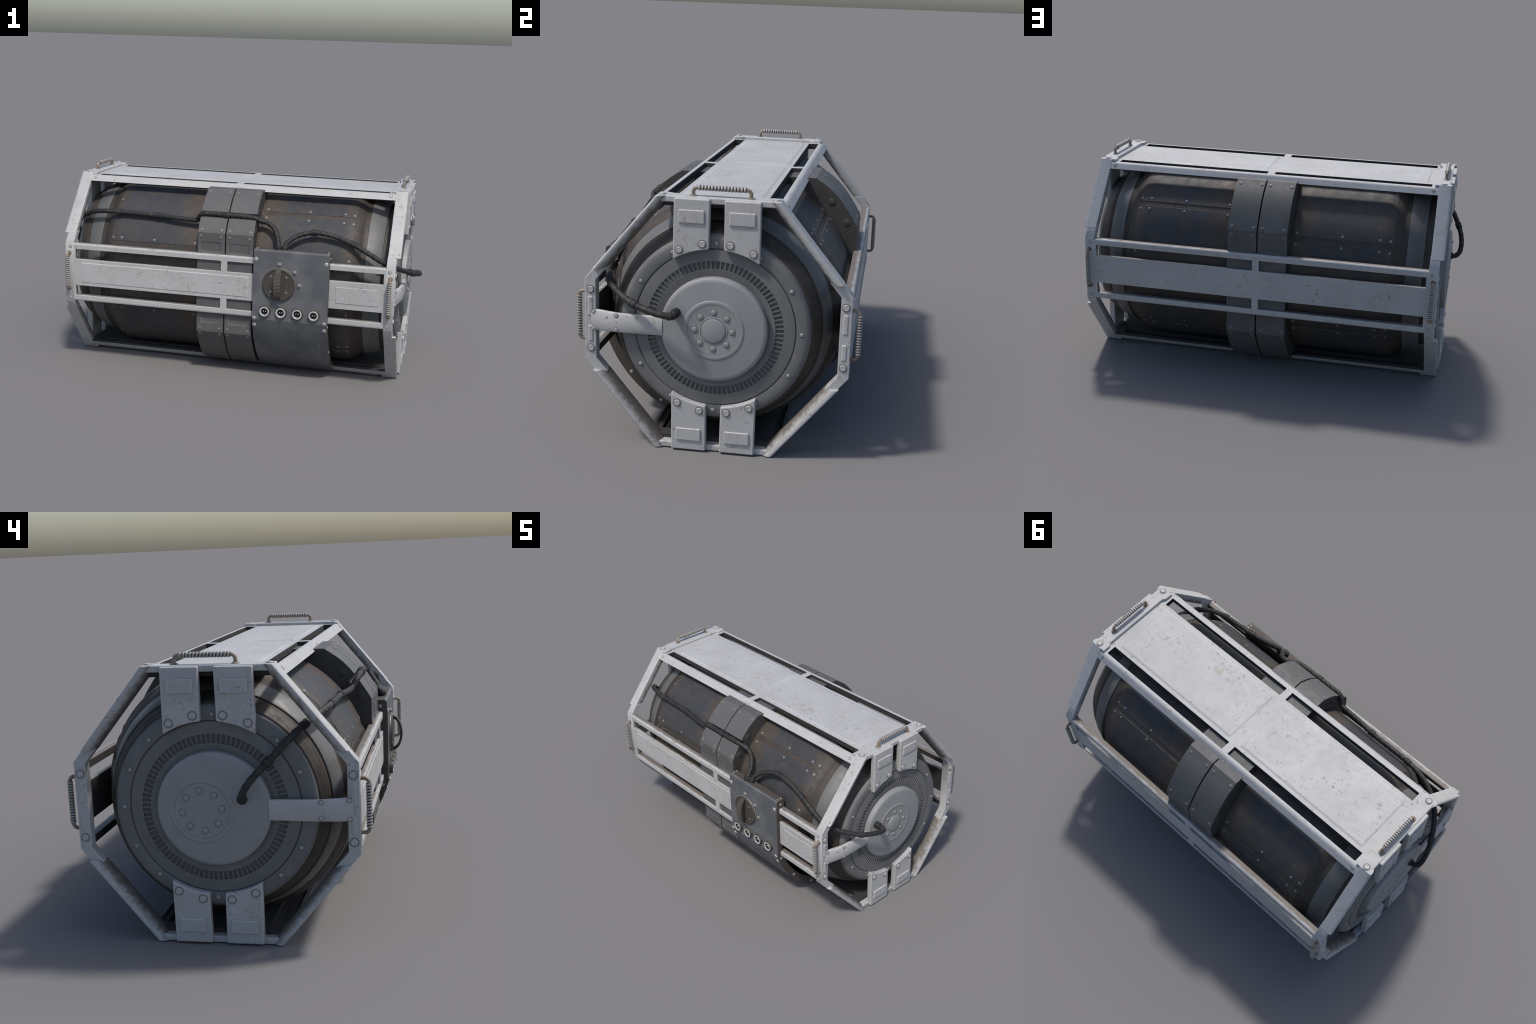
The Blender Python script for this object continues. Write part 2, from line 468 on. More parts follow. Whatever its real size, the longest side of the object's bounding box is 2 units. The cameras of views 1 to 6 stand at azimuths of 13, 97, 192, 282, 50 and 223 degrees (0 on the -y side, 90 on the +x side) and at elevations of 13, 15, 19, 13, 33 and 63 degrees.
# ------------------------------------------------------------------ drum
drum_prof_half = [(0.000, 0.4855), (0.605, 0.4855), (0.635, 0.4835), (0.660, 0.4765), (0.680, 0.4670), (0.694, 0.4570),
                  (0.702, 0.4490), (0.708, 0.4455), (0.7275, 0.4425), (0.7285, 0.4460), (0.736, 0.4455),   # silver ring lip
                  (0.806, 0.4205), (0.810, 0.416), (0.811, 0.410),                                   # silver ring end
                  (0.824, 0.4075), (0.832, 0.4065), (0.838, 0.4015), (0.852, 0.3965), (0.858, 0.3900),
                  (0.872, 0.3830), (0.876, 0.3765), (0.878, 0.368)]
def radius_at(x):
    x = abs(x)
    for (xa, ra), (xb, rb) in zip(drum_prof_half, drum_prof_half[1:]):
        if xa <= x <= xb and xb > xa:
            return ra + (rb - ra) * (x - xa) / (xb - xa)
    return drum_prof_half[-1][1]

bm = bmesh.new()
prof = [(-x, r) for x, r in reversed(drum_prof_half[1:])] + drum_prof_half[1:]
mid = []
for (xa, _), (xb, _) in zip(prof, prof[1:]):
    xm = abs(0.5 * (xa + xb))
    mid.append(1 if 0.7284 < xm < 0.809 else 0)
lathe(bm, prof, 128, along_x, mid)
drum = add(finish_mesh(bm, 'drum', [M['drum'], M['ring']], angle=30), 'drum', root)

# curved cover plates, four per half, riveted along their long edges
def cover_plate(sx, a0, a1, x0=0.163, x1=0.660):
    bm = bmesh.new()
    xs = [x0 + (0.60 - x0) * k / 6 for k in range(7)] + [0.615, 0.630, 0.645, x1]
    n = max(4, int((a1 - a0) / 3))
    sec = [a0 + (a1 - a0) * k / n for k in range(n + 1)]
    O = [[bm.verts.new((sx * x, (radius_at(x) + 0.0027) * math.cos(math.radians(a)), (radius_at(x) + 0.0027) * math.sin(math.radians(a)))) for a in sec] for x in xs]
    I = [[bm.verts.new((sx * x, (radius_at(x) - 0.003) * math.cos(math.radians(a)), (radius_at(x) - 0.003) * math.sin(math.radians(a)))) for a in sec] for x in xs]
    nx = len(xs)
    for i in range(nx - 1):
        for j in range(n):
            bm.faces.new((O[i][j], O[i + 1][j], O[i + 1][j + 1], O[i][j + 1]))
            bm.faces.new((I[i][j], I[i + 1][j], I[i + 1][j + 1], I[i][j + 1]))
        for j in (0, n):
            bm.faces.new((O[i][j], O[i + 1][j], I[i + 1][j], I[i][j]))
    for j in range(n):
        for i in (0, nx - 1):
            bm.faces.new((O[i][j], O[i][j + 1], I[i][j + 1], I[i][j]))
    return finish_mesh(bm, 'drum_panel', [M['panel'], M['panel_edge']], angle=35)

SEAMS = {+1: [42, 131.6, 225.6, 319.8], -1: [28.3, 159.6, 200.4, 332]}
END_BOLTS = {+1: [73, 100, 160, 194.4, 260, 290, 350, 12], -1: [64, 128, 180, 229.6, 263, 300, 0]}
for sx in (+1, -1):
    sm = SEAMS[sx]
    for k in range(4):
        a0, a1 = sm[k], sm[(k + 1) % 4]
        if a1 < a0:
            a1 += 360
        add(cover_plate(sx, a0 + 1.5, a1 - 1.5), 'drum_panel', drum, bevel=0.0017, seg=1).modifiers[0].material = 1
    spots = [(x, a + d) for a in sm for d in (-3.4, 3.4) for x in (0.648, 0.598, 0.411, 0.182)]
    spots += [(0.648, a) for a in END_BOLTS[sx]]
    for x, a in spots:
        ra = math.radians(a)
        r = radius_at(x) + 0.0025
        slope = (radius_at(x - 0.006) - radius_at(x + 0.006)) / 0.012
        nrm = Vector((sx * slope, math.cos(ra), math.sin(ra)))
        add(ME_RIVET, 'rivet', drum, matrix=orient((sx * x, r * math.cos(ra), r * math.sin(ra)), nrm))

# ------------------------------------------------------------------ end caps
cap_prof = [(0.845, 0.20), (0.896, 0.205), (0.9005, 0.226), (0.902, 0.238),                # dished floor
            (0.8972, 0.2395), (0.8962, 0.2685), (0.9005, 0.270),                             # vent channel
            (0.899, 0.300), (0.8975, 0.3135), (0.8930, 0.3150), (0.8930, 0.3180), (0.8965, 0.3195),   # seam
            (0.8975, 0.3225), (0.8975, 0.354), (0.8945, 0.3635), (0.8885, 0.3705), (0.882, 0.3745), (0.874, 0.3750), (0.870, 0.370)]
cap_mats = [0, 0, 0, 1, 1, 1, 0, 0, 1, 1, 0, 0, 0, 0, 0, 0, 0, 0]
hub_prof = [(0.88, 0.2085), (0.913, 0.2095), (0.920, 0.2075), (0.9250, 0.201), (0.9265, 0.192),
            (0.929, 0.119), (0.9305, 0.116), (0.9305, 0.106), (0.9275, 0.102), (0.9275, 0.094), (0.9275, 0.0)]
N_RIB = 88
for sx in (+1, -1):
    ax = lambda h, c, s, sx=sx: (sx * h, c, s)
    bm = bmesh.new()
    lathe(bm, cap_prof, 128, ax, cap_mats, cap0=True, cap1=True)
    cap = add(finish_mesh(bm, 'end_cap', [M['cap'], M['vent']], angle=32), 'end_cap', root)
    # vent ribs
    bm = bmesh.new()
    for k in range(N_RIB):
        a = TAU * k / N_RIB
        ca, sa = math.cos(a), math.sin(a)
        w = 0.0024
        prism(bm, [(0.2375, -w), (0.2705, -w), (0.2705, w), (0.2375, w)],
              lambda r, t, h: (sx * h, r * ca - t * sa, r * sa + t * ca), 0.890, 0.9010)
    add(finish_mesh(bm, 'vent_rib', [M['cap']]), 'vent_rib', cap, kind='stuff')
    # hub disc; the stamped ring of the far end sits off-centre
    bm = bmesh.new()
    lathe(bm, hub_prof[:5] + [(0.9270, 0.0)], 96, ax)
    hub = add(finish_mesh(bm, 'hub_disc', [M['hub']], angle=30), 'hub_disc', cap)
    oy, oz, ph = (0.0, 0.0, 0.0) if sx > 0 else (0.041, -0.004, math.radians(-6))
    bm = bmesh.new()
    lathe(bm, [(0.925, 0.1215), (0.9276, 0.1205), (0.9292, 0.117), (0.9292, 0.108), (0.9279, 0.103), (0.9275, 0.1000), (0.9275, 0.0)],
          72, lambda h, c, s, sx=sx: (sx * h, c + oy, s + oz), [1, 0, 0, 0, 1, 0])
    add(finish_mesh(bm, 'hub_ring', [M['hub'], M['seat']], angle=50), 'hub_ring', cap)
    if sx > 0:
        bm = bmesh.new()
        lathe(bm, [(0.924, 0.056), (0.9292, 0.055), (0.9297, 0.0515), (0.9280, 0.0505), (0.9280, 0.048), (0.9318, 0.0465), (0.9330, 0.042), (0.9334, 0.0)],
              48, along_x, [0, 0, 1, 1, 0, 0, 0])
        add(finish_mesh(bm, 'hub_cap', [M['hub'], M['seat']], angle=40), 'hub_cap', cap)
    for k in range(8):
        a = TAU * k / 8 + ph
        add(ME_HUBBOLT, 'hub_bolt', cap, matrix=orient((sx * 0.9275, oy + 0.0735 * math.cos(a), oz + 0.0735 * math.sin(a)), (sx, 0, 0)))
    ring = [0, 30, 60, 90, 120, 150, 180, 210, 240, 270, 300, 330] if sx > 0 else \
           [0, 24, 47, 69, 91, 112, 134, 157, 180, 205, 227, 249, 271, 291, 311, 334]
    for a in ring:
        ra = math.radians(a)
        add(ME_RINGBOLT, 'ring_bolt', cap, matrix=orient((sx * 0.8975, 0.339 * math.cos(ra), 0.339 * math.sin(ra)), (sx, 0, 0)))

# ------------------------------------------------------------------ belts
# outline of a belt in one quadrant (Y, Z): flat crown, rounded shoulder, flat flank
CROWN_Z, FLANK_Y = 0.4800, 0.4995
shoulder = [(0.3075, CROWN_Z), (0.332, 0.4635), (0.358, 0.4465), (0.384, 0.4255), (0.411, 0.3975), (0.434, 0.3700), (0.456, 0.3380), (0.479, 0.3030), (FLANK_Y, 0.269)]
IN_R = 0.482

def belt_piece(pts, x0, x1, recess=None):
    """outer polyline pts, inner side on the drum, extruded in X"""
    bm = bmesh.new()
    xs = [x0, x1] if not recess else [x0, x0 + 0.020, x0 + 0.027, x1 - 0.027, x1 - 0.020, x1]
    def inner(p):
        L = math.hypot(*p)
        return (p[0] * IN_R / L, p[1] * IN_R / L)
    O = []
    for i, x in enumerate(xs):
        row = []
        for p in pts:
            y, z = p
            if recess and 2 <= i <= 3 and 0.15 < abs(z) < 0.216:
                y *= (1 - recess)
            row.append(bm.verts.new((x, y, z)))
        O.append(row)
    I = [[bm.verts.new((x, *inner(p))) for p in pts] for x in xs]
    n = len(pts)
    for i in range(len(xs) - 1):
        for j in range(n - 1):
            bm.faces.new((O[i][j], O[i + 1][j], O[i + 1][j + 1], O[i][j + 1]))
            bm.faces.new((I[i][j], I[i + 1][j], I[i + 1][j + 1], I[i][j + 1]))
        for j in (0, n - 1):
            bm.faces.new((O[i][j], O[i + 1][j], I[i + 1][j], I[i][j]))
    for j in range(n - 1):
        for i in (0, len(xs) - 1):
            bm.faces.new((O[i][j], O[i][j + 1], I[i][j + 1], I[i][j])).material_index = 1
    return finish_mesh(bm, 'belt_segment', [M['belt'], M['cheek']], angle=20)

def split_groove(pts, a_mid=39.2, half=1.75, depth=0.532):
    """cut a cable groove into the shoulder: returns upper and lower polylines plus floor"""
    def at(a):
        for p, q in zip(pts, pts[1:]):
            ap, aq = math.degrees(math.atan2(p[1], p[0])), math.degrees(math.atan2(q[1], q[0]))
            if aq <= a <= ap:
                t = (ap - a) / (ap - aq)
                return (p[0] + (q[0] - p[0]) * t, p[1] + (q[1] - p[1]) * t)
    hi, lo = at(a_mid + half), at(a_mid - half)
    ang = lambda p: math.degrees(math.atan2(p[1], p[0]))
    up = [p for p in pts if ang(p) > a_mid + half] + [hi]
    dn = [lo] + [p for p in pts if ang(p) < a_mid - half]
    fl = [(depth * math.cos(math.radians(a)), depth * math.sin(math.radians(a))) for a in (a_mid + half + 0.6, a_mid, a_mid - half - 0.6)]
    return up, dn, fl

OFF[0] = Vector((0.0, 0.0012, 0.0))
for bx0, bx1 in ((-0.1515, -0.0030), (0.0030, 0.1510)):
    belt = empty('belt', root)
    # crown and sole
    for sz in (+1, -1):
        n = 12
        pts = [(-0.3070 + 0.614 * k / n, sz * CROWN_Z) for k in range(n + 1)]
        add(belt_piece(pts, bx0, bx1), 'belt_segment', belt, bevel=0.002)
    # flanks
    for sy in (+1, -1):
        zs = [0.2685, 0.222, 0.214, 0.172, 0.140, 0.120, 0.0, -0.120, -0.140, -0.172, -0.214, -0.222, -0.2685]
        pts = [(sy * (FLANK_Y if abs(z) > 0.15 else FLANK_Y + 0.0095), z) for z in zs]
        add(belt_piece(pts, bx0, bx1, recess=0.008), 'belt_segment', belt, bevel=0.002)
        for sz in (+1, -1):
            if sy < 0 and sz > 0:
                for part in split_groove(shoulder):
                    add(belt_piece([(-y, z) for y, z in part], bx0, bx1), 'belt_segment', belt, bevel=0.002)
            else:
                add(belt_piece([(sy * y, sz * z) for y, z in shoulder], bx0, bx1), 'belt_segment', belt, bevel=0.002)
            # rivets on the shoulder and flank
            for x in (bx0 + 0.0175, bx1 - 0.0215):
                for a, r in ((54.6, 0.5700), (30.2, 0.5665), (26.7, 0.5575)):
                    ra = math.radians(a)
                    nrm = (0, sy * math.cos(ra), sz * math.sin(ra)) if a > 28 else (0, sy, 0)
                    if a > 50:
                        nrm = (0, sy * 0.55, sz * 0.83)
                    y = r * math.cos(ra) if a > 28 else FLANK_Y
                    add(ME_BRIVET, 'rivet', belt, matrix=orient((x, sy * y, sz * r * math.sin(ra)), nrm))
            # big bolts on the exposed belt cheeks
            face = bx1 if bx0 > -0.1 else bx0
            for a in (44.7, 32.3):
                ra = math.radians(a)
                add(ME_SIDEBOLT, 'cheek_bolt', belt, matrix=orient((face, sy * 0.535 * math.cos(ra), sz * 0.535 * math.sin(ra)), (1 if face > 0 else -1, 0, 0)))

# ------------------------------------------------------------------ frame
frame = empty('cage_frame', root)
OFF[0] = FRAME_SHIFT
XB = 0.846           # where rails meet the end rings

# top and bottom skins: slotted, with two raised pressings and rounded outer rails
ROOF_Z, RAIL_R, RAIL_Y = 0.4985, 0.0220, 0.2360
sec_o = [(-0.2712, 0.4690), (-0.2620, 0.4803)]
for k in range(9):                                   # rolled outer edge of the rail
    a = math.radians(140.8 - 50.8 * k / 8)
    sec_o.append((-RAIL_Y + RAIL_R * math.cos(a), ROOF_Z + 0.0010 - RAIL_R + RAIL_R * math.sin(a)))
sec_o += [(-0.2275, ROOF_Z + 0.0008), (-0.1775, ROOF_Z), (-0.1590, ROOF_Z), (-0.1470, ROOF_Z), (0.0, ROOF_Z)]
sec_i = [(-0.2560, 0.4600), (-0.2510, 0.4640), (-0.2485, 0.4655), (-0.2470, 0.4662), (-0.2452, 0.4668), (-0.2436, 0.4672), (-0.2420, 0.4675), (-0.2404, 0.4678), (-0.2388, 0.4680), (-0.2374, 0.4680),
         (-0.2360, 0.4680), (-0.2275, 0.4680), (-0.1775, 0.4690), (-0.1600, 0.4690), (-0.1490, 0.4690), (0.0, 0.4690)]
sec_o = sec_o + [(-a, b) for a, b in reversed(sec_o[:-1])]
sec_i = sec_i + [(-a, b) for a, b in reversed(sec_i[:-1])]
xs_half = [0.0195, 0.031, 0.042, 0.30, 0.56, 0.786, 0.797, 0.815, 0.870]
xs = [-x for x in reversed(xs_half)] + xs_half
def top_solid(x, a):
    return not (0.1775 < abs(a) < 0.2275 and 0.0195 < abs(x) < 0.815)
def top_bump(x, a):
    return 0.0034 if abs(a) < 0.1475 and 0.0415 < abs(x) < 0.7865 else 0.0
for sz in (+1, -1):
    bm = bmesh.new()
    plate(bm, sec_o, sec_i, xs, top_solid, top_bump, lambda x, a, b: (x, a, b if sz > 0 else -b - 0.0035), wall=1)
    add(finish_mesh(bm, 'roof_plate', [M['frame'], M['inner_dark']], angle=11), 'roof_plate', frame, bevel=0.0022)

# side skins: two rails, a broad slat between them and a short post
side_o = [(-0.1610, 0.492), (-0.1610, 0.5122), (-0.15963, 0.5172), (-0.15600, 0.52086), (-0.1510, 0.5222), (-0.1290, 0.5222), (-0.0735, 0.5222), (-0.0560, 0.5222), (-0.0520, 0.5222), (0.0, 0.5222)]
side_i = [(-0.1590, 0.486), (-0.1570, 0.486), (-0.1550, 0.486), (-0.1530, 0.486), (-0.1510, 0.486), (-0.1290, 0.486), (-0.0735, 0.5005), (-0.0560, 0.5005), (-0.0520, 0.5005), (0.0, 0.5005)]
side_o = side_o + [(-a, b) for a, b in reversed(side_o[:-1])]
side_i = side_i + [(-a, b) for a, b in reversed(side_i[:-1])]
for sy in (+1, -1):
    if sy < 0:
        xs2 = [-0.870, -0.838, -0.803, -0.799, -0.4, -0.0170, 0.0170, 0.129, 0.133, 0.150, 0.40, 0.572, 0.838, 0.870]
        bump = lambda x, a: (0.0024 if abs(a) < 0.0525 and -0.7995 < x < 0.1295 else 0.0)
    else:
        xs2 = [-0.870, -0.838, -0.4, -0.0170, 0.0170, 0.4, 0.838, 0.870]
        bump = None
    solid = lambda x, a: not (0.0735 < abs(a) < 0.129 and 0.017 < abs(x) < 0.838)
    bm = bmesh.new()
    plate(bm, side_o, side_i, xs2, solid, bump, lambda x, a, b: (x, sy * b, a))
    add(finish_mesh(bm, 'side_plate', [M['side'], M['inner_dark']], angle=14), 'side_plate', frame, bevel=0.0022)
# raised blank plate on the slat right of the control box
bm = bmesh.new()
box(bm, 0.597, 0.8155, -0.5248, -0.515, -0.0430, 0.0430)
add(finish_mesh(bm, 'slat_inset', [M['frame']]), 'slat_inset', frame, bevel=0.0022)

# end rings
AY, AZ, BY, BZ = 0.2375, 0.5130, 0.5245, 0.1650
L = math.hypot(BY - AY, BZ - AZ)
dY, dZ = (BY - AY) / L, (BZ - AZ) / L
nY, nZ = dZ, -dY                                   # inward normal of the diagonal
if nY > 0:
    nY, nZ = -nY, -nZ
beam_sec = [(0.850, 0.0), (0.903, 0.0), (0.912, 0.0015), (0.9150, 0.005), (0.9150, 0.011), (0.9130, 0.018), (0.9085, 0.025), (0.9015, 0.031), (0.892, 0.0355), (0.878, 0.0385), (0.864, 0.0395), (0.850, 0.0395)]
Z_CUT = 0.209
def on_line(n, zc):
    z0, y0 = AZ + nZ * n, AY + nY * n
    t = (zc - z0) / dZ
    return (y0 + dY * t, zc)
for sx in (+1, -1):
    for sy in (+1, -1):
        for sz in (+1, -1):
            bm = bmesh.new()
            lo, hi = [], []
            for X, n in beam_sec:
                y, z = on_line(n, Z_CUT); lo.append(bm.verts.new((sx * X, sy * y, sz * z)))
                y, z = on_line(n, AZ); hi.append(bm.verts.new((sx * X, sy * y, sz * z)))
            k = len(lo)
            bm.faces.new(lo); bm.faces.new(hi)
            for i in range(k):
                bm.faces.new((lo[i], lo[(i + 1) % k], hi[(i + 1) % k], hi[i]))
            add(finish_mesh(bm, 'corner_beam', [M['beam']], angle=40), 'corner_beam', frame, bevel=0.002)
        # upright bracket joining the two diagonal beams
        y1, z1 = on_line(0.0012, 0.216)
        y2, z2 = on_line(0.0385, 0.216)
        tI = (0.4790 - (AY + nY * 0.0385)) / dY
        zI = AZ + nZ * 0.0385 + dZ * tI
        poly = [(0.5235, 0.1645), (y1, 0.216), (y2, 0.216), (0.4790, zI)]
        poly = poly + [(a, -b) for a, b in reversed(poly)]
        bm = bmesh.new()
        prism(bm, poly, lambda a, b, h: (sx * h, sy * a, b), 0.8480, 0.8950)
        br = add(finish_mesh(bm, 'upright_bracket', [M['frame']], angle=40), 'upright_bracket', frame, bevel=0.0035, seg=3)
        bm = bmesh.new()
        for z0, z1 in ((0.012, 0.094), (-0.094, -0.026)):
            box(bm, min(sx * 0.88, sx * 0.8985), max(sx * 0.88, sx * 0.8985), min(sy * 0.4895, sy * 0.5115), max(sy * 0.4895, sy * 0.5115), z0, z1)
        add(finish_mesh(bm, 'bracket_rib', [M['frame']]), 'bracket_rib', frame, bevel=0.0065, seg=4)
        for z in (0.121, -0.121):
            add(ME_BOLT, 'bolt', frame, matrix=orient((sx * 0.8950, sy * 0.4995, z), (sx, 0, 0)))
        for z in (0.142, -0.142):
            add(ME_SMALLBOLT, 'small_bolt', frame, matrix=orient((sx * 0.866, sy * 0.5230, z), (0, sy, 0)))
    # head and foot caps
    for sz in (+1, -1):
        half = [(0.9050, 0.2360), (0.8300, 0.2390), (0.8300, 0.1990), (0.8360, 0.1870), (0.8420, 0.1800)]
        poly = half + [(a, -b) for a, b in reversed(half)]
        bm = bmesh.new()
        prism(bm, poly, lambda a, b, h: (sx * a, b, sz * h), 0.4890, 0.5135)
        add(finish_mesh(bm, 'ring_cap', [M['frame']], angle=40), 'ring_cap', frame, bevel=0.005, seg=3)
        for sy in (+1, -1):
            if sz > 0:
                add(ME_BOLT, 'bolt', frame, matrix=orient((sx * 0.8760, sy * 0.2195, sz * 0.5135), (0, 0, sz)))
            add(ME_SMALLBOLT, 'small_bolt', frame, matrix=orient((sx * 0.826, sy * 0.2555, sz * 0.4882), (0, sy * 0.77, sz * 0.64)))
            # hanger strap holding the drum's end flange
            arc = []
            for k in range(7):
                y = 0.0295 + (0.1675 - 0.0295) * k / 6
                arc.append((y, math.sqrt(0.3185 ** 2 - y * y)))
            poly = [(0.0275, 0.5095)] + [(0.0295, arc[0][1])] + arc[1:] + [(0.1660, 0.5095)]
            bm = bmesh.new()
            prism(bm, poly, lambda a, b, h: (sx * h, sy * a, sz * b), 0.8905, 0.9215)
            strap = add(finish_mesh(bm, 'hanger_strap', [M['frame']], angle=30), 'hanger_strap', frame, bevel=0.005, seg=3)
            bm = bmesh.new()
            ya, yb = sorted((sy * 0.0475, sy * 0.1465)); za, zb = sorted((sz * 0.4165, sz * 0.4675))
            xa, xb = sorted((sx * 0.915, sx * 0.9275))
            box(bm, xa, xb, ya, yb, za, zb)
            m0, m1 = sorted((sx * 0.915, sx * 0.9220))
            box(bm, m0, m1, ya - 0.0022, yb + 0.0022, za - 0.0022, zb + 0.0022, 1)      # thin dark border around the pad
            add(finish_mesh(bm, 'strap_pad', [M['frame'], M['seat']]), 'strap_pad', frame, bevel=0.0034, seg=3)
            for a in (65.3, 80.9):
                ra = math.radians(a)
                add(ME_BOLT, 'bolt', frame, matrix=orient((sx * 0.9215, sy * 0.3425 * math.cos(ra), sz * 0.3425 * math.sin(ra)), (sx, 0, 0)))
    # cranked arm from the near upright to the hub
    stations = [(0.8985, -0.4970, 0.0405, -0.0460), (0.9030, -0.480, 0.0405, -0.0455), (0.9170, -0.425, 0.0395, -0.0430), (0.9255, -0.390, 0.0385, -0.0410),
                (0.9290, -0.320, 0.0385, -0.0400), (0.9280, -0.204, 0.0380, -0.0390)]
    bm = bmesh.new()
    rows = []
    for X, Y, zt, zb in stations:
        rows.append([bm.verts.new((sx * (X + dx), Y, zt + (zb - zt) * t)) for dx, t in
                     ((-0.022, 0.02), (-0.010, 0.0), (-0.004, 0.04), (0.0, 0.16), (0.0015, 0.5), (0.0, 0.84), (-0.004, 0.96), (-0.010, 1.0), (-0.022, 0.98))])
    for A, B in zip(rows, rows[1:]):
        for i in range(9):
            bm.faces.new((A[i], A[(i + 1) % 9], B[(i + 1) % 9], B[i]))
    bm.faces.new(rows[0]); bm.faces.new(rows[-1])
    add(finish_mesh(bm, 'hub_arm', [M['frame']], angle=30), 'hub_arm', frame, bevel=0.0025)
    for X, Y, z in ((0.9015, -0.486, 0.032), (0.9015, -0.486, -0.035), (0.9255, -0.389, 0.030), (0.9255, -0.389, -0.027)):
        add(ME_SMALLBOLT, 'small_bolt', frame, matrix=orient((sx * X, Y, z), (sx, -0.1, 0)))
# little clips on the roof rails above the belt gap
for sy in (+1, -1):
    for x in (-0.018, 0.006):
        add(ME_SMALLBOLT, 'small_bolt', frame, matrix=orient((x - 0.004, sy * 0.2630, 0.4792), (0, sy * 0.77, 0.64)))

# ------------------------------------------------------------------ handles
def arc_path(p0, p1, out, rise, rc=0.017):
    p0, p1, out = Vector(p0), Vector(p1), Vector(out)
    d = (p1 - p0).normalized()
    pts = [p0 - out * 0.004, p0 + out * (rise - rc) * 0.5, p0 + out * (rise - rc)]
    for k in range(1, 7):
        a = k / 6 * math.pi / 2
        pts.append(p0 + out * (rise - rc + rc * math.sin(a)) + d * (rc * (1 - math.cos(a))))
    n0 = len(pts)
    q = [p1 - out * 0.004, p1 + out * (rise - rc) * 0.5, p1 + out * (rise - rc)]
    for k in range(1, 7):
        a = k / 6 * math.pi / 2
        q.append(p1 + out * (rise - rc + rc * math.sin(a)) - d * (rc * (1 - math.cos(a))))
    return pts + list(reversed(q)), n0

def handle(p0, p1, out, rise=0.0325):
    path, n0 = arc_path(p0, p1, out, rise)
    bm = bmesh.new()
    tube(bm, path, 0.0072, 12)
    o = Vector(out)
    for p in (p0, p1):
        q = o.to_track_quat('Z', 'Y').to_matrix()
        P = Vector(p)
        lathe(bm, [(-0.002, 0.0150), (0.002, 0.0150), (0.004, 0.0125), (0.0045, 0.009), (0.0045, 0.0)], 16,
              lambda h, c, s: tuple(P + q @ Vector((c, s, h))))
    h = add(finish_mesh(bm, 'handle', [M['rod']], angle=45), 'handle', root)
    # knurled grip: a row of rings on the straight bar
    a, b = path[n0 - 1], path[n0]
    d = (b - a).normalized()
    ln = (b - a).length
    N = 15
    pts = [a + d * (ln * k / (N * 6)) for k in range(N * 6 + 1)]
    bm = bmesh.new()
    def rr(s):
        t = (s / ln * N) % 1.0
        return 0.0076 + 0.0036 * max(0.0, math.sin(math.pi * t)) ** 0.5
    tube(bm, pts, rr, 14)
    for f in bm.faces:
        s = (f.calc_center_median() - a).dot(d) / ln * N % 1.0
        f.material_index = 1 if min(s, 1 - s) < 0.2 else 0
    add(finish_mesh(bm, 'grip', [M['grip'], M['rod_dark']], angle=60), 'grip', h)

for sx in (+1, -1):
    handle((sx * 0.8785, -0.100, 0.5135), (sx * 0.8785, 0.121, 0.5135), (0, 0, 1))
    for sy in (+1, -1):
        handle((sx * 0.8720, sy * 0.5195, -0.0905), (sx * 0.8720, sy * 0.5195, 0.1060), (0, sy, 0))

OFF[0] = Vector((0, 0, 0))
# ------------------------------------------------------------------ control box
PX0, PX1 = 0.1640, 0.5620
outer = [(-0.485, 0.2115), (-0.527, 0.2125), (-0.5365, 0.205), (-0.5405, 0.150), (-0.5415, 0.0), (-0.5405, -0.135)]
for a in (196.5, 199, 202, 206, 210, 214, 218, 222, 226, 230, 234, 238, 241.8):
    outer.append((0.5655 * math.cos(math.radians(a)), 0.5655 * math.sin(math.radians(a))))
inner = []
for y, z in outer:
    a = math.atan2(z, y)
    if z > -0.05:
        inner.append((-0.482, z * 0.97 if z < 0.2 else 0.2035))
    else:
        inner.append((0.524 * math.cos(a), 0.524 * math.sin(a)))
inner[0] = (-0.480, 0.2060)
# inner hull must stay ordered: the roof of the box is a lip 8 mm thick
bm = bmesh.new()
xs3 = [PX0, PX0 + 0.026, PX0 + 0.032, PX1 - 0.048, PX1 - 0.042, PX1]
O = []
for i, x in enumerate(xs3):
    row = []
    for j, (y, z) in enumerate(outer):
        a = math.degrees(math.atan2(z, y)) % 360
        lift = 0.0035 if (2 <= i <= 3 and 203.5 < a < 241) else 0.0      # shallow pressing on the curved skirt
        r = math.hypot(y, z)
        row.append(bm.verts.new((x, y * (r + lift) / r, z * (r + lift) / r)))
    O.append(row)
I = [[bm.verts.new((x, y, z)) for y, z in inner] for x in xs3]
n = len(outer)
for i in range(len(xs3) - 1):
    for j in range(n - 1):
        f = bm.faces.new((O[i][j], O[i + 1][j], O[i + 1][j + 1], O[i][j + 1]))
        f.material_index = 1 if j == 0 else 0                              # lid
        bm.faces.new((I[i][j], I[i + 1][j], I[i + 1][j + 1], I[i][j + 1])).material_index = 1
    for j in (0, n - 1):
        bm.faces.new((O[i][j], O[i + 1][j], I[i + 1][j], I[i][j])).material_index = 1
for j in range(n - 1):
    for i in (0, len(xs3) - 1):
        bm.faces.new((O[i][j], O[i][j + 1], I[i][j + 1], I[i][j])).material_index = 1   # cheeks
cbox = add(finish_mesh(bm, 'control_box', [M['box'], M['box_side']], angle=18), 'control_box', root, bevel=0.0025)
FY = -0.5415
for x, z in ((0.178, 0.160), (0.546, 0.160)):
    add(ME_SCREW, 'screw', cbox, matrix=orient((x, FY, z), (0, -1, 0.02)))
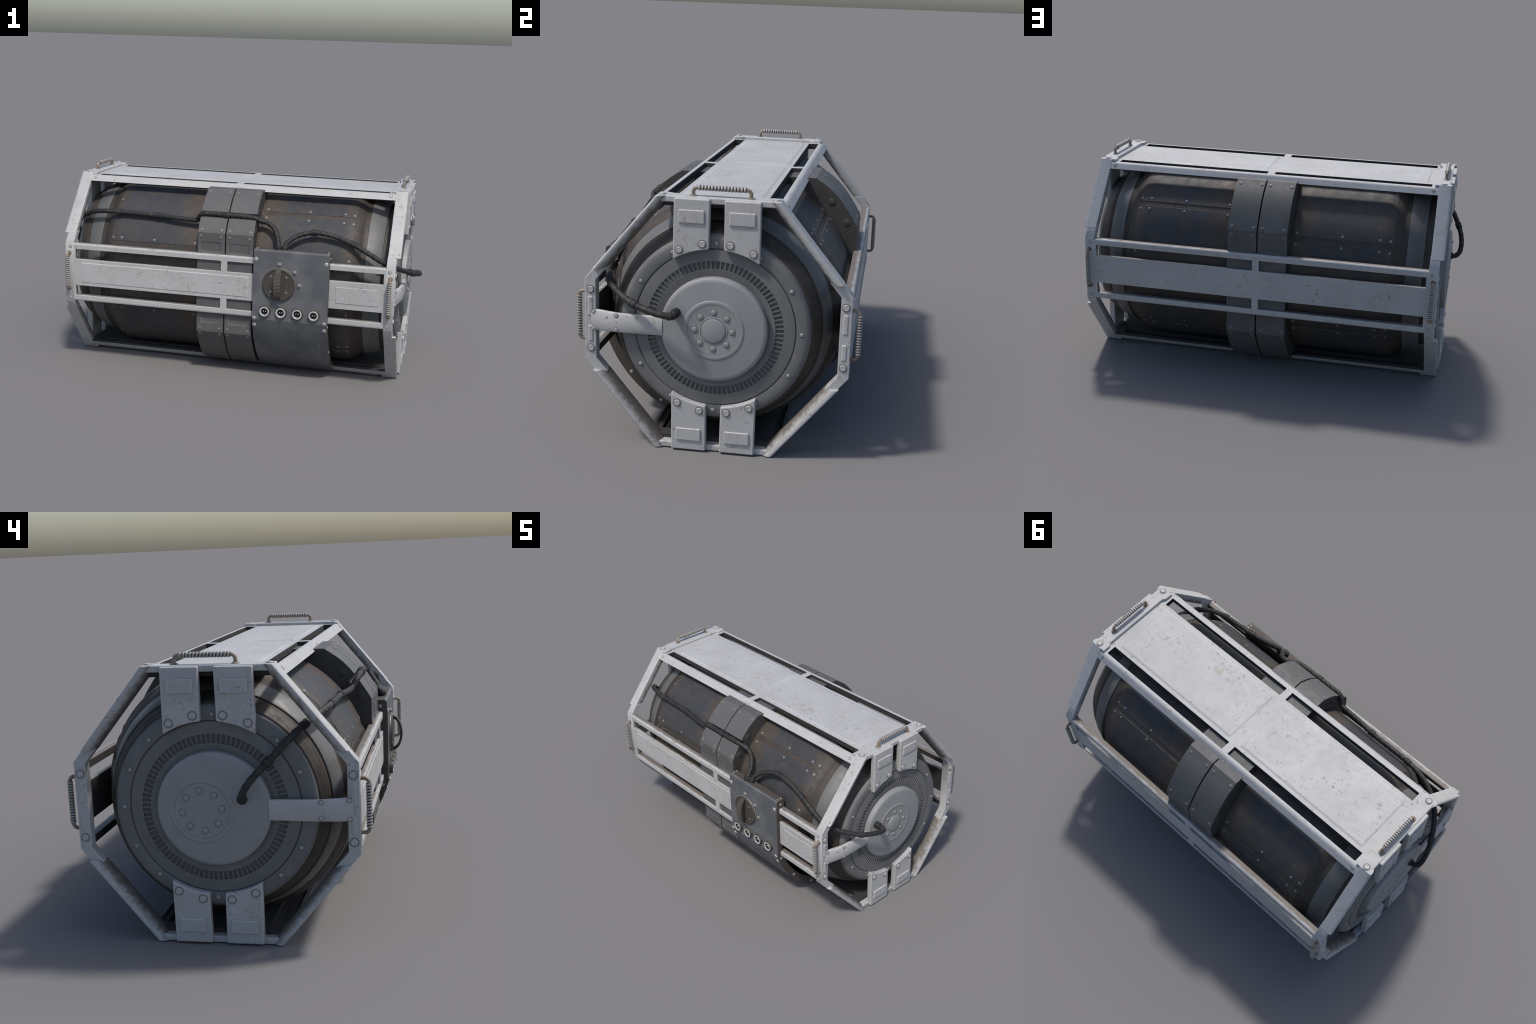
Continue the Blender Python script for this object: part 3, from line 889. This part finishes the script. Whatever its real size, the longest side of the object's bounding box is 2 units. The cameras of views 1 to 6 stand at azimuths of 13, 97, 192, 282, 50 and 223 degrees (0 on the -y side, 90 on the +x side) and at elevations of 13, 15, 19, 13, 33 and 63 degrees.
for x in (0.176, 0.548):
    for a in (196.0, 200.3):
        ra = math.radians(a)
        add(ME_SCREW, 'screw', cbox, matrix=orient((x, 0.566 * math.cos(ra), 0.566 * math.sin(ra)), (0, -math.cos(math.radians(a - 180)), -math.sin(math.radians(a - 180)))))
for x in (PX0, PX1):
    s = 1 if x > 0.3 else -1
    for y, z in ((-0.508, 0.184), (-0.515, -0.178), (-0.424, -0.343), (-0.292, -0.463)):
        add(ME_SMALLBOLT, 'small_bolt', cbox, matrix=orient((x, y, z), (s, 0, 0)))
for x in (PX0 + 0.012, PX1 - 0.012):
    for y in (-0.497, -0.516):
        add(ME_SMALLBOLT, 'small_bolt', cbox, matrix=orient((x, y, 0.2122), (0, 0, 1)) @ Matrix.Scale(0.55, 4))

# rotary switch: rimmed disc with a ribbed bow handle
DX, DZ = 0.303, 0.036
toward = lambda h, c, s: (DX + c, FY - h, DZ + s)
bm = bmesh.new()
lathe(bm, [(-0.004, 0.0885), (0.003, 0.0885), (0.0045, 0.0878), (0.0045, 0.0868), (0.011, 0.0855), (0.0135, 0.082), (0.0135, 0.0775), (0.0115, 0.0745), (0.0115, 0.0)], 64, toward,
      [0, 1, 0, 0, 0, 0, 0, 0])
dial = add(finish_mesh(bm, 'dial', [M['dial'], M['chrome']], angle=30), 'dial', cbox)
bm = bmesh.new()
NB = 64
rows = []
for k in range(NB + 1):
    a = math.pi * (0.02 + 0.96 * k / NB)
    rib = 0.0016 * (1 if k % 2 else 0)
    co, si = math.cos(a), math.sin(a)
    w = 0.0085 + 0.0105 * si ** 0.7
    ro_z, ro_h = 0.079 + rib, 0.0445 + rib
    ri_z, ri_h = 0.068, 0.0345
    rows.append([bm.verts.new((DX + sgn * w, FY - 0.0105 - rh * si, DZ + rz * co))
                 for sgn, rz, rh in ((-1, ro_z, ro_h), (1, ro_z, ro_h), (1, ri_z, ri_h), (-1, ri_z, ri_h))])
for A, B in zip(rows, rows[1:]):
    for i in range(4):
        bm.faces.new((A[i], A[(i + 1) % 4], B[(i + 1) % 4], B[i]))
bm.faces.new(rows[0]); bm.faces.new(rows[-1])
add(finish_mesh(bm, 'dial_bow', [M['dial']], angle=25), 'dial_bow', cbox)
for dx in (-1, 1):
    for dz in (-1, 1):
        add(ME_BRIVET, 'dial_rivet', cbox, matrix=orient((DX + dx * 0.0405, FY - 0.0115, DZ + dz * 0.0405), (0, -1, 0)) @ Matrix.Scale(0.85, 4))
for a in (90, 41, 0):
    ra = math.radians(a)
    add(ME_LAMP, 'indicator', cbox, matrix=orient((DX + 0.107 * math.cos(ra), FY, DZ + 0.104 * math.sin(ra)), (0, -1, 0)))
# two-pin sockets
for k in range(4):
    sxp, szp = 0.233 + 0.0865 * k, -0.1125
    bm = bmesh.new()
    fn = lambda h, c, s: (sxp + c, FY - h, szp + s)
    lathe(bm, [(-0.004, 0.0315), (0.003, 0.0310), (0.005, 0.0285), (0.014, 0.0275), (0.0160, 0.0262), (0.0160, 0.0240), (0.0148, 0.0228), (0.0160, 0.0216), (0.0160, 0.0190), (0.0145, 0.0175), (0.002, 0.0170), (0.002, 0.0)], 40, fn,
          [2, 2, 2, 2, 0, 0, 0, 0, 0, 1, 1])
    for px in (-0.0062, 0.0062):
        lathe(bm, [(0.001, 0.0030), (0.011, 0.0030), (0.0135, 0.0016), (0.0135, 0.0)], 10, lambda h, c, s: (sxp + px + c, FY - h, szp + s), [0, 0, 0])
    add(finish_mesh(bm, 'socket', [M['chrome'], M['black'], M['dial']], angle=40), 'socket', cbox)

# ------------------------------------------------------------------ cables
def cable(world_pts, collars, ends):
    pts = catmull([Vector(p) - C for p in world_pts])
    bm = bmesh.new()
    tube(bm, pts, 0.0124, 18, lobes=4, lobe_amt=0.10, pitch=0.13)
    cb = add(finish_mesh(bm, 'cable', [M['cable']], angle=70), 'cable', root)
    fr = frames(pts)
    def collar(w, big=1.0):
        P = Vector(w) - C
        i = min(range(len(pts)), key=lambda k: (pts[k] - P).length)
        t, nn, b = fr[i]
        c0 = pts[i]
        bm = bmesh.new()
        lathe(bm, [(-0.017, 0.0125), (-0.015, 0.0160 * big), (-0.006, 0.0172 * big), (-0.004, 0.0155 * big), (0.004, 0.0155 * big), (0.006, 0.0172 * big), (0.015, 0.0160 * big), (0.017, 0.0125)], 18,
              lambda h, c, s: tuple(c0 + t * h + nn * c + b * s))
        add(finish_mesh(bm, 'cable_collar', [M['cable']], angle=30), 'cable_collar', cb)
    for w in collars:
        collar(w)
    for w in ends:
        collar(w, 1.12)

cable([(-0.925, -0.091, 0.554), (-0.960, -0.091, 0.556), (-0.980, -0.098, 0.574), (-0.987, -0.119, 0.614), (-0.980, -0.155, 0.656), (-0.962, -0.195, 0.695), (-0.924, -0.252, 0.755),
       (-0.878, -0.298, 0.797), (-0.800, -0.345, 0.828), (-0.740, -0.365, 0.838), (-0.642, -0.378, 0.842), (-0.520, -0.381, 0.840), (-0.407, -0.384, 0.838), (-0.300, -0.396, 0.833),
       (-0.222, -0.401, 0.831), (-0.190, -0.404, 0.833), (-0.168, -0.420, 0.862), (-0.150, -0.427, 0.874), (-0.110, -0.427, 0.876), (-0.018, -0.427, 0.875), (0.095, -0.426, 0.874), (0.138, -0.418, 0.866),
       (0.163, -0.405, 0.854), (0.205, -0.408, 0.842), (0.240, -0.424, 0.815), (0.262, -0.450, 0.780), (0.276, -0.490, 0.738), (0.276, -0.492, 0.715)],
      [(-0.962, -0.195, 0.695), (-0.642, -0.378, 0.842), (-0.407, -0.384, 0.838), (-0.018, -0.427, 0.875), (0.163, -0.405, 0.854), (-0.86, -0.31, 0.805)],
      [(0.276, -0.491, 0.728), (-0.935, -0.091, 0.554)])
cable([(0.308, -0.487, 0.715), (0.309, -0.484, 0.738), (0.326, -0.467, 0.768), (0.371, -0.441, 0.797), (0.452, -0.420, 0.814), (0.550, -0.420, 0.803), (0.653, -0.428, 0.770),
       (0.740, -0.432, 0.726), (0.804, -0.428, 0.690), (0.863, -0.402, 0.662), (0.905, -0.365, 0.640), (0.957, -0.288, 0.611), (0.979, -0.220, 0.594), (0.9855, -0.165, 0.583), (0.972, -0.137, 0.579), (0.945, -0.130, 0.578), (0.915, -0.130, 0.578)],
      [(0.452, -0.420, 0.814), (0.653, -0.428, 0.770), (0.863, -0.402, 0.662), (0.957, -0.288, 0.611), (0.972, -0.139, 0.580)],
      [(0.308, -0.486, 0.727), (0.930, -0.130, 0.578)])
